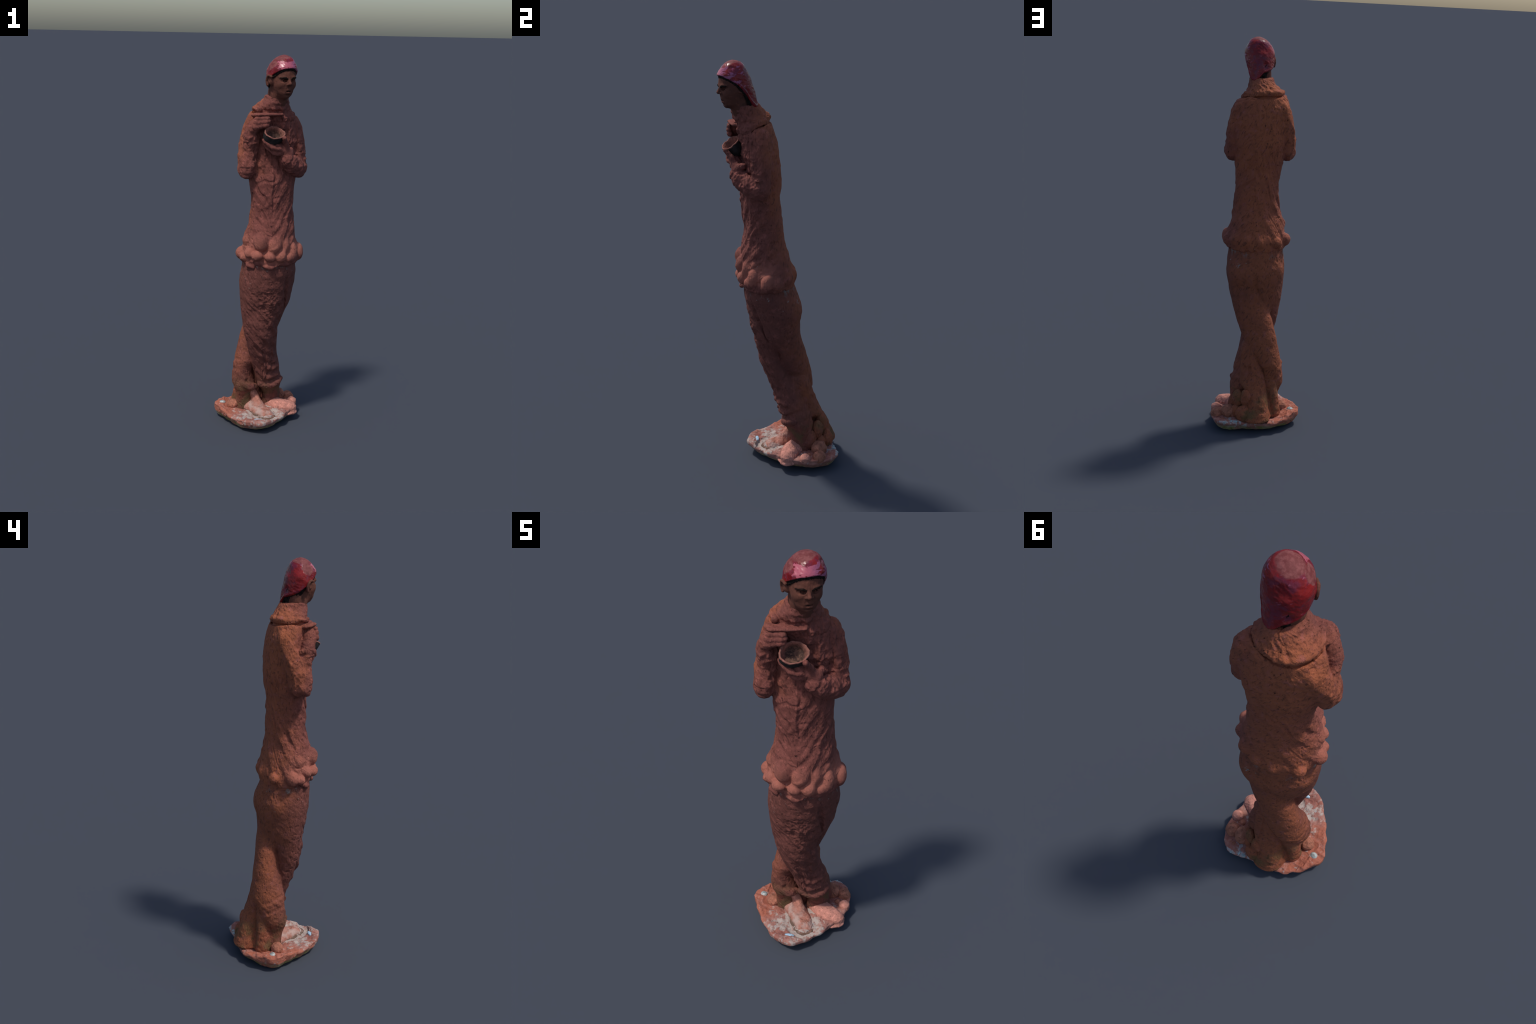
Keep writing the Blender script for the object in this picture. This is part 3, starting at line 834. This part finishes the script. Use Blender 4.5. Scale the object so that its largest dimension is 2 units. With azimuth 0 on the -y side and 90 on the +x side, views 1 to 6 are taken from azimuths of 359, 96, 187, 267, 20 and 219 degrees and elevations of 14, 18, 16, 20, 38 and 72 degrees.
def build_slab():
    """Flat irregular stone with a tapering underside; outline given as a few corner points."""
    S = Solid((-0.262, -0.262, -0.01), (0.262, 0.275, 0.125), 0.0028)
    out = np.array([(-0.236, 0.012), (-0.205, -0.030), (-0.165, -0.085), (-0.122, -0.140), (-0.080, -0.190), (-0.030, -0.214), (0.030, -0.219), (0.072, -0.190),
                    (0.114, -0.132), (0.164, -0.064), (0.200, -0.016), (0.219, 0.040), (0.224, 0.100), (0.215, 0.165), (0.188, 0.218), (0.145, 0.246), (0.105, 0.240),
                    (0.050, 0.222), (-0.020, 0.214), (-0.090, 0.200), (-0.150, 0.158), (-0.200, 0.105), (-0.230, 0.055)])
    ctr = np.array([-0.01, 0.01])
    ang = np.arctan2(out[:, 1] - ctr[1], out[:, 0] - ctr[0])
    rad = np.hypot(*(out - ctr).T)
    o = np.argsort(ang)
    ang, rad = ang[o], rad[o]
    sl, X, Y, Z = S.box((-0.3, -0.3, -0.02), (0.3, 0.3, 0.13))
    A = np.arctan2(Y - ctr[1], X - ctr[0])
    R = np.hypot(X - ctr[0], Y - ctr[1])
    edge = np.interp(A, np.r_[ang - 2 * np.pi, ang, ang + 2 * np.pi], np.tile(rad, 3))
    under = 0.024 * sstep(0.055, 0.0, Z) ** 1.3
    top = 0.059 + 0.006 * sstep(-0.02, 0.10, X) + 0.020 * sstep(-0.13, -0.21, X) + 0.010 * sstep(-0.15, -0.20, Y) - 0.006 * sstep(0.05, 0.2, Y) - 0.012 * np.exp(-((X - 0.0) ** 2 + (Y + 0.06) ** 2) / 0.0025)
    bottom = 0.001 + sstep(0.70, 1.0, R / edge) * (0.004 + 0.018 * sstep(0.2, 0.9, np.cos(A + 0.7)))
    w = np.maximum(Z - top, bottom - Z)
    e = (R - edge + under) * 0.85
    r = 0.010
    q = np.sqrt(np.maximum(e + r, 0) ** 2 + np.maximum(w + r, 0) ** 2) + np.minimum(np.maximum(e, w) + r, 0) - r
    S.add(sl, q.astype(np.float32), 0, 1)
    S.sweep([(-0.030, -0.06, 0.062, 0.018), (0.000, -0.120, 0.060, 0.022), (0.050, -0.152, 0.060, 0.024), (0.100, -0.128, 0.060, 0.022), (0.112, -0.07, 0.062, 0.018)], 0.008, cut=True, flat=((0, 0, 1), 0.5))
    v, f, lab = S.mesh()
    v = relax(v, f, 2, 0.5)
    n = vertex_normals(v, f)
    d = 0.004 * fbm(v, 16, 4, 203) + 0.0030 * (ridged(v, 30, 3, 204) - 0.6) * sstep(0.2, 0.8, n[:, 2])
    rim = 1 - sstep(0.1, 0.6, np.abs(n[:, 2]))
    d += rim * 0.006 * noise(v[:, 0] * 22, v[:, 1] * 22, v[:, 2] * 40, 205)
    d -= 0.002 * sstep(0.5, 0.7, noise(v[:, 0] * 80, v[:, 1] * 80, v[:, 2] * 80, 206))
    v = v + n * d[:, None]
    v[:, 2] -= v[:, 2].min()
    return put("base_slab", make_mesh("base_slab", v, f), SLAB)


slab = build_slab()


def solid_part(name, lo, hi, step, shape, material, relief=None, parent=None, soften=2):
    S = Solid(lo, hi, step)
    shape(S)
    v, f, lab = S.mesh()
    v = relax(v, f, soften, 0.5)
    if relief:
        n = vertex_normals(v, f)
        v = v + n * relief(v, n)[:, None]
    return put(name, make_mesh(name, v, f), material, parent)


def shoe_relief(v, n):
    return 0.0016 * fbm(v, 26, 4, 301) + 0.0014 * (ridged(v, 46, 2, 302) - 0.6)


def left_shoe(S):
    S.sweep([(-0.030, 0.010, 0.068, 0.046), (0.000, -0.020, 0.062, 0.047), (0.030, -0.054, 0.056, 0.047), (0.052, -0.084, 0.052, 0.045)], 0.01, flat=((0, 0, 1), 0.76))
    S.sweep([(-0.026, 0.018, 0.160, 0.022), (-0.006, 0.000, 0.116, 0.024), (0.016, -0.030, 0.086, 0.024)], 0.022)
    S.sweep([(-0.022, -0.062, 0.052, 0.008), (0.008, -0.108, 0.050, 0.009), (0.050, -0.136, 0.052, 0.010), (0.092, -0.118, 0.052, 0.009), (0.104, -0.080, 0.052, 0.008)], 0.003)


def right_shoe(S):
    S.sweep([(0.085, 0.045, 0.072, 0.046), (0.120, 0.020, 0.068, 0.046), (0.158, 0.008, 0.066, 0.044), (0.188, 0.002, 0.064, 0.038)], 0.01, flat=((0, 0, 1), 0.90))
    S.sweep([(0.130, -0.034, 0.044, 0.008), (0.180, -0.040, 0.044, 0.009), (0.216, -0.012, 0.044, 0.010), (0.214, 0.028, 0.044, 0.008)], 0.008)


solid_part("shoe", (-0.11, -0.19, 0.02), (0.14, 0.09, 0.22), 0.0026, left_shoe, CLAY_SHOE, shoe_relief)
solid_part("shoe", (0.02, -0.07, 0.015), (0.26, 0.11, 0.22), 0.0026, right_shoe, CLAY_PALE, shoe_relief)

CLAY_PEBBLE = clay("terracotta_pebble", (0.36, 0.14, 0.09), (0.30, 0.115, 0.07), DARK, pits=0.3, bump=0.4)
pebbles = [((0.202, 0.090, 0.064), (0.029, 0.027, 0.027), CLAY_PALE), ((0.182, 0.156, 0.066), (0.034, 0.032, 0.031), CLAY_PEBBLE), ((0.120, 0.154, 0.080), (0.042, 0.040, 0.040), CLAY_PEBBLE),
           ((0.026, 0.164, 0.172), (0.034, 0.030, 0.048), CLAY_TROUSERS), ((0.074, 0.146, 0.158), (0.033, 0.030, 0.050), CLAY_TROUSERS), ((0.034, 0.186, 0.088), (0.044, 0.034, 0.052), CLAY_TROUSERS),
           ((0.100, 0.108, 0.118), (0.034, 0.034, 0.056), CLAY_TROUSERS), ((0.078, 0.160, 0.090), (0.030, 0.026, 0.040), CLAY_TROUSERS), ((-0.133, 0.012, 0.076), (0.034, 0.030, 0.030), CLAY_PEBBLE), ((0.170, 0.105, 0.056), (0.020, 0.018, 0.018), CLAY_PEBBLE),
           ((0.150, 0.205, 0.050), (0.022, 0.016, 0.012), CLAY_PEBBLE), ((0.012, -0.068, 0.060), (0.011, 0.009, 0.009), CLAY_PEBBLE)]
for i, (c, r, mat) in enumerate(pebbles):
    solid_part("pebble", np.array(c) - 0.06, np.array(c) + 0.06, 0.0024, lambda S: S.egg(c, r, 0.001), mat,
               lambda v, n: 0.0035 * fbm(v, 22, 3, 400 + i) + 0.0012 * (ridged(v, 60, 2, 420) - 0.6), slab, 1)

chips = [((0.006, -0.172, 0.066), (0.024, 0.011, 0.006), 10, CHIP_BLUE), ((-0.190, 0.040, 0.076), (0.017, 0.015, 0.010), 0, CHIP_PALE), ((0.120, 0.236, 0.060), (0.018, 0.007, 0.005), 60, CHIP_GREEN),
         ((0.093, 0.226, 0.062), (0.012, 0.006, 0.005), 100, CHIP_GREEN), ((0.070, 0.222, 0.060), (0.012, 0.008, 0.006), 20, CHIP_GREEN), ((0.146, 0.232, 0.058), (0.012, 0.006, 0.005), 40, CHIP_GREEN),
         ((0.165, 0.075, 0.058), (0.022, 0.014, 0.006), 30, CHIP_GREEN)]
for i, (c, r, turn, mat) in enumerate(chips):
    a = math.radians(turn)
    ax = ((math.cos(a), math.sin(a), 0), (-math.sin(a), math.cos(a), 0), (0, 0, 1))
    solid_part("glass_chip", np.array(c) - 0.035, np.array(c) + 0.035, 0.0016, lambda S: S.egg(c, r, 0.001, axes=ax), mat,
               lambda v, n: 0.0012 * fbm(v, 60, 3, 500 + i), slab, 1)

# ----------------------------------------------------------------------------------
# bowl
# ----------------------------------------------------------------------------------


def build_bowl():
    right = np.array([0.870, 0.490, 0.03])
    right /= np.linalg.norm(right)
    front = np.array([0.26, -0.76, -0.59])
    front -= right * (front @ right)
    front /= np.linalg.norm(front)
    up = np.cross(right, -front)
    rim_c = np.array([0.059, -0.210, 1.622])
    prof = [(0.0570, 0.000), (0.0550, 0.004), (0.0500, 0.003), (0.0460, -0.006), (0.0430, -0.018), (0.036, -0.032), (0.016, -0.038), (0.0005, -0.039)]
    outer = [(0.0570, -0.002), (0.0565, -0.008), (0.0550, -0.026), (0.049, -0.048), (0.034, -0.066), (0.015, -0.075), (0.0005, -0.077)]

    def shell(rows, name, mat, flip):
        m, vs, fs = 72, [], []
        pr = np.array(rows)
        q = np.linspace(0, len(pr) - 1, (len(pr) - 1) * 5 + 1)
        pr = np.stack([curve(np.arange(len(pr)), pr[:, i])(q) for i in (0, 1)], 1)
        for r, h in pr:
            for j in range(m):
                a = 2 * math.pi * j / m
                w = 1 + 0.020 * math.sin(3 * a + 0.5) + 0.012 * math.sin(7 * a) + 0.012 * math.sin(13 * a + 2) + 0.008 * math.sin(23 * a + h * 90)
                chipped = 0.0018 * math.sin(5 * a + 1) + 0.001 * math.sin(11 * a)
                p = rim_c + right * (r * w * math.cos(a)) + front * (r * w * 0.80 * math.sin(a)) + up * (h + chipped * (r / 0.06) ** 2)
                vs.append(p)
        for i in range(len(pr) - 1):
            for j in range(m):
                k = (j + 1) % m
                quad = (i * m + j, i * m + k, (i + 1) * m + k, (i + 1) * m + j)
                fs.append(quad[::-1] if flip else quad)
        return put(name, make_mesh(name, np.array(vs), np.array(fs)), mat)

    side = shell(outer, "bowl", BOWL_DARK, True)
    inner = shell(prof, "bowl_rim", BOWL_RIM, False)
    inner.parent = side


build_bowl()

# ----------------------------------------------------------------------------------
# head and cap
# ----------------------------------------------------------------------------------
YAW = math.radians(27)
FWD = np.array([math.sin(YAW), -math.cos(YAW), 0.0])
SIDE = np.array([math.cos(YAW), math.sin(YAW), 0.0])  # his left
UP = np.array([0, 0, 1.0])
HC = np.array([0.088, -0.170, 0.0]) + SIDE * 0.003
AX = np.array([FWD, SIDE, UP])
FACE, NECK, EAR, NOSE, LIP, EAR_L = 1, 2, 3, 4, 5, 6


def hp(f, s, z):
    return HC + FWD * f + SIDE * s + UP * z


def hs(f, s, z, r):
    return (*hp(f, s, z), r)


def build_head():
    S = Solid((-0.005, -0.275, 1.735), (0.20, -0.06, 1.985), 0.0015)
    egg = lambda c, r, k=0.01, label=FACE, cut=False, axes=AX: S.egg(hp(*c), r, k, label, axes=axes, cut=cut)
    egg((0.010, 0, 1.910), (0.064, 0.058, 0.056))                      # skull
    egg((0.020, -0.002, 1.868), (0.053, 0.056, 0.062), 0.02)                  # face
    egg((0.030, -0.002, 1.822), (0.032, 0.037, 0.032), 0.022)                 # jaw
    egg((0.043, 0, 1.803), (0.012, 0.014, 0.011), 0.012)                 # chin
    S.sweep([hs(-0.018, -0.002, 1.86, 0.052), hs(-0.024, -0.006, 1.815, 0.052), hs(-0.028, -0.007, 1.785, 0.049), hs(-0.030, -0.006, 1.760, 0.042)], 0.02, NECK)
    for s in (-1, 1):
        egg((0.042, s * 0.030, 1.858), (0.020, 0.018, 0.018), 0.014)     # cheekbone
        egg((0.0670, s * 0.0268, 1.8785), (0.0165, 0.0170, 0.0100), 0.003, cut=True)   # eye socket
        S.sweep([hs(0.0670, s * 0.010, 1.8900, 0.0058), hs(0.0665, s * 0.026, 1.8950, 0.0060), hs(0.054, s * 0.043, 1.893, 0.005)], 0.006, FACE)  # brow ridge
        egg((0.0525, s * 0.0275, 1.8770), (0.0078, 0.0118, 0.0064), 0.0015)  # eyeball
        S.sweep([hs(0.0595, s * 0.0150, 1.8775, 0.0016), hs(0.0622, s * 0.027, 1.8840, 0.0018), hs(0.0535, s * 0.040, 1.8785, 0.0016)], 0.0015, FACE)  # upper lid
        S.sweep([hs(0.0595, s * 0.0150, 1.8765, 0.0015), hs(0.0605, s * 0.027, 1.8712, 0.0017), hs(0.0535, s * 0.040, 1.8765, 0.0015)], 0.0015, FACE)  # lower lid
        egg((0.0705, s * 0.0090, 1.8590), (0.0085, 0.0060, 0.0055), 0.004, NOSE)     # nostril wing
        S.sweep([hs(0.064, s * 0.013, 1.853, 0.003), hs(0.058, s * 0.021, 1.841, 0.004), hs(0.050, s * 0.027, 1.828, 0.003)], 0.008, FACE)  # cheek fold
        out, go = (0.014, 0.013) if s < 0 else (-0.010, -0.004)  # his right ear stands off, the left one hides under the hair
        S.sweep([hs(0.012 + go, s * (0.060 + out), 1.896, 0.006), hs(-0.006 + go, s * (0.068 + out), 1.900, 0.006), hs(-0.022 + go, s * (0.068 + out), 1.878, 0.006), hs(-0.020 + go, s * (0.064 + out), 1.856, 0.007)], 0.006, EAR)
        egg((-0.006 + go, s * 0.058, 1.876), (0.017, 0.009 + out, 0.024), 0.006, EAR)
        egg((0.000 + go, s * (0.071 + out), 1.878), (0.010, 0.009, 0.014), 0.003, cut=True)
    S.sweep([hs(0.068, 0, 1.891, 0.0062), hs(0.0755, 0, 1.876, 0.0066), hs(0.0810, 0, 1.8635, 0.0085)], 0.005, NOSE)
    S.sweep([hs(0.052, -0.018, 1.8285, 0.0045), hs(0.0630, -0.006, 1.8350, 0.0060), hs(0.0630, 0.006, 1.8350, 0.0060), hs(0.052, 0.018, 1.8285, 0.0045)], 0.004, LIP)
    S.sweep([hs(0.050, -0.016, 1.8235, 0.0040), hs(0.0610, 0.0, 1.8185, 0.0062), hs(0.050, 0.016, 1.8235, 0.0040)], 0.004, LIP)
    S.sweep([hs(0.053, -0.020, 1.8262, 0.0022), hs(0.0675, 0.0, 1.8268, 0.0034), hs(0.053, 0.020, 1.8262, 0.0022)], 0.002, cut=True)
    egg((0.061, 0, 1.8100), (0.010, 0.013, 0.0045), 0.005, cut=True)     # dip under the lip
    egg((0.072, 0, 1.8475), (0.006, 0.0035, 0.0065), 0.003, cut=True)     # groove under the nose
    v, f, lab = S.mesh()
    v = relax(v, f, 1, 0.5)
    n = vertex_normals(v, f)
    d = 0.0007 * fbm(v, 45, 3, 601) + 0.0004 * noise(v[:, 0] * 200, v[:, 1] * 200, v[:, 2] * 60, 602)
    v = v + n * d[:, None]
    lab = smooth_labels(lab, f, 3)
    made = split(v, f, lab, {FACE: ("head", CLAY_SKIN), NECK: ("neck", CLAY_SKIN), NOSE: ("nose", CLAY_SKIN), LIP: ("lips", CLAY_SKIN)})
    head = made[FACE]
    lab = np.where((lab == EAR) & ((v - HC) @ SIDE > 0), EAR_L, lab)
    split(v, f, lab, {EAR: ("ear", CLAY_SKIN), EAR_L: ("ear", CLAY_SKIN)}, head)
    for k in (NOSE, LIP):
        made[k].parent = head
    return head


head = build_head()


def strip(name, pts, mat, parent, flat=None, relief=None, step=0.0014):
    P = np.array(pts)
    r = P[:, 3].max() + 0.01
    return solid_part(name, P[:, :3].min(0) - r, P[:, :3].max(0) + r, step, lambda S: S.sweep(pts, 0.001, flat=flat), mat, relief, parent, 1)


for s in (-1, 1):
    strip("eyebrow", [hs(0.0700, s * 0.009, 1.8862, 0.0052), hs(0.0700, s * 0.025, 1.8922, 0.0056), hs(0.0575, s * 0.043, 1.8914, 0.0038)], BROW, head)
    ring = [(0.0150, 1.8770, 0.0590), (0.0210, 1.8826, 0.0612), (0.0280, 1.8842, 0.0605), (0.0350, 1.8826, 0.0580), (0.0405, 1.8775, 0.0540), (0.0350, 1.8728, 0.0570), (0.0280, 1.8708, 0.0592), (0.0210, 1.8726, 0.0600), (0.0150, 1.8770, 0.0590)]
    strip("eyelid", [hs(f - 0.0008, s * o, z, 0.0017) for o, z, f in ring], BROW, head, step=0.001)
    strip("pupil", [hs(0.0600, s * 0.0278, 1.8775, 0.0026), hs(0.0602, s * 0.0278, 1.8777, 0.0026)], BROW, head, step=0.001)
strip("mouth_line", [hs(0.0535, -0.019, 1.8262, 0.0018), hs(0.0625, -0.006, 1.8272, 0.0024), hs(0.0625, 0.006, 1.8272, 0.0024), hs(0.0535, 0.019, 1.8262, 0.0018)], BROW, head, step=0.001)

CAP_ROWS = [(1.770, 0.026, 0.146, -0.222, -0.078), (1.800, 0.026, 0.146, -0.224, -0.075), (1.820, 0.022, 0.149, -0.230, -0.075), (1.840, 0.018, 0.152, -0.236, -0.078), (1.860, 0.012, 0.157, -0.241, -0.083),
            (1.880, 0.010, 0.161, -0.245, -0.089), (1.900, 0.011, 0.164, -0.247, -0.094), (1.920, 0.014, 0.165, -0.248, -0.100), (1.940, 0.021, 0.161, -0.247, -0.107), (1.960, 0.032, 0.153, -0.233, -0.116),
            (1.980, 0.049, 0.142, -0.215, -0.130), (1.990, 0.062, 0.132, -0.202, -0.141), (1.997, 0.078, 0.117, -0.189, -0.155), (2.001, 0.092, 0.104, -0.178, -0.167)]
EDGE_PHI = [-180, -150, -120, -90, -60, -30, 0, 20, 40, 70, 95, 115, 132, 150, 165, 180]
EDGE_Z = [1.826, 1.838, 1.858, 1.884, 1.908, 1.929, 1.936, 1.935, 1.926, 1.905, 1.878, 1.846, 1.806, 1.785, 1.802, 1.826]


def build_cap(offset, name, edge_shift, material, step=0.0017, inner=None, relief=None):
    S = Solid((-0.01, -0.27, 1.76), (0.19, -0.055, 2.012), step)
    S.loft(CAP_ROWS, 0.0, 1, skew=-0.03, round_ends=0.004)
    sl, X, Y, Z = S.box((-1, -1, 0), (1, 1, 3))
    F = (X - HC[0]) * FWD[0] + (Y - HC[1]) * FWD[1]
    L = (X - HC[0]) * SIDE[0] + (Y - HC[1]) * SIDE[1]
    edge = curve(EDGE_PHI, EDGE_Z)(np.degrees(np.arctan2(L, F))) + edge_shift
    if offset > 0:  # hair reaches further down at the nape than at the temples
        edge = edge - 0.020 * sstep(95, 130, np.abs(np.degrees(np.arctan2(L, F)))) * (L < 0)
    outer = S.d + offset
    wall = np.maximum(outer, -(S.d + inner))
    cut = (edge - Z) * 0.9
    r = 0.004
    S.d = (np.sqrt(np.maximum(wall + r, 0) ** 2 + np.maximum(cut + r, 0) ** 2) + np.minimum(np.maximum(wall, cut) + r, 0) - r).astype(np.float32)
    if offset == 0:
        # rolled lip at the neck, dents and two knobs on the crown
        for c, q in (((0.094, -0.137, 1.975), 0.007), ((0.060, -0.138, 1.960), 0.007)):
            S.egg(c, (q, q, q * 0.9), 0.006)
        for c, q in ((hp(-0.060, -0.048, 1.93), 0.012), (hp(-0.070, 0.030, 1.90), 0.014), (hp(-0.020, -0.078, 1.935), 0.011), (hp(-0.040, 0.068, 1.87), 0.012), (hp(0.030, 0.078, 1.945), 0.010), (hp(-0.078, -0.010, 1.865), 0.013)):
            S.egg(c + (c - np.array([0.088, -0.17, c[2]])) * 0.24, (q, q, q * 1.3), 0.016, cut=True)
        S.egg((0.156, -0.172, 1.972), (0.010, 0.016, 0.006), 0.008, cut=True)
        S.sweep([(*hp(0.074, -0.030, 1.964), 0.003), (*hp(0.079, 0, 1.966), 0.0035), (*hp(0.070, 0.034, 1.965), 0.003)], 0.004, cut=True)
        S.sweep([(*hp(0.078, -0.024, 1.957), 0.002), (*hp(0.083, 0, 1.959), 0.0025), (*hp(0.079, 0.02, 1.959), 0.002)], 0.003, cut=True)
        S.egg((0.044, -0.204, 1.980), (0.007, 0.007, 0.012), 0.008, cut=True)
    v, f, lab = S.mesh()
    v = relax(v, f, 1, 0.5)
    n = vertex_normals(v, f)
    if relief:
        v = v + n * relief(v, n)[:, None]
    return put(name, make_mesh(name, v, f), material)


def cap_relief(v, n):
    d = 0.0028 * fbm(v, 18, 2, 701) + 0.0004 * (ridged(v, 60, 2, 702) - 0.6)
    ang = np.arctan2(v[:, 0] - 0.088, -(v[:, 1] + 0.17))
    d += 0.0005 * noise(ang * 5, v[:, 2] * 130 + ang * 4, 0 * ang, 703) * sstep(2.0, 1.96, v[:, 2])
    edge = curve(EDGE_PHI, EDGE_Z)(np.degrees(np.arctan2((v - HC) @ SIDE, (v - HC) @ FWD)))
    back = sstep(1.6, 2.2, np.abs(ang))
    d += 0.004 * np.exp(-(((v[:, 2] - edge - 0.008) / 0.007) ** 2)) * back
    return d


def hair_relief(v, n):
    ang = np.arctan2(v[:, 0] - 0.088, -(v[:, 1] + 0.17))
    return 0.0016 * noise(ang * 40, v[:, 2] * 25, 0 * ang, 801) - 0.0005


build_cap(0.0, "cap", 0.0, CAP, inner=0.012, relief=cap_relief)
build_cap(0.0065, "hair", -0.013, HAIR, inner=0.022, relief=hair_relief)
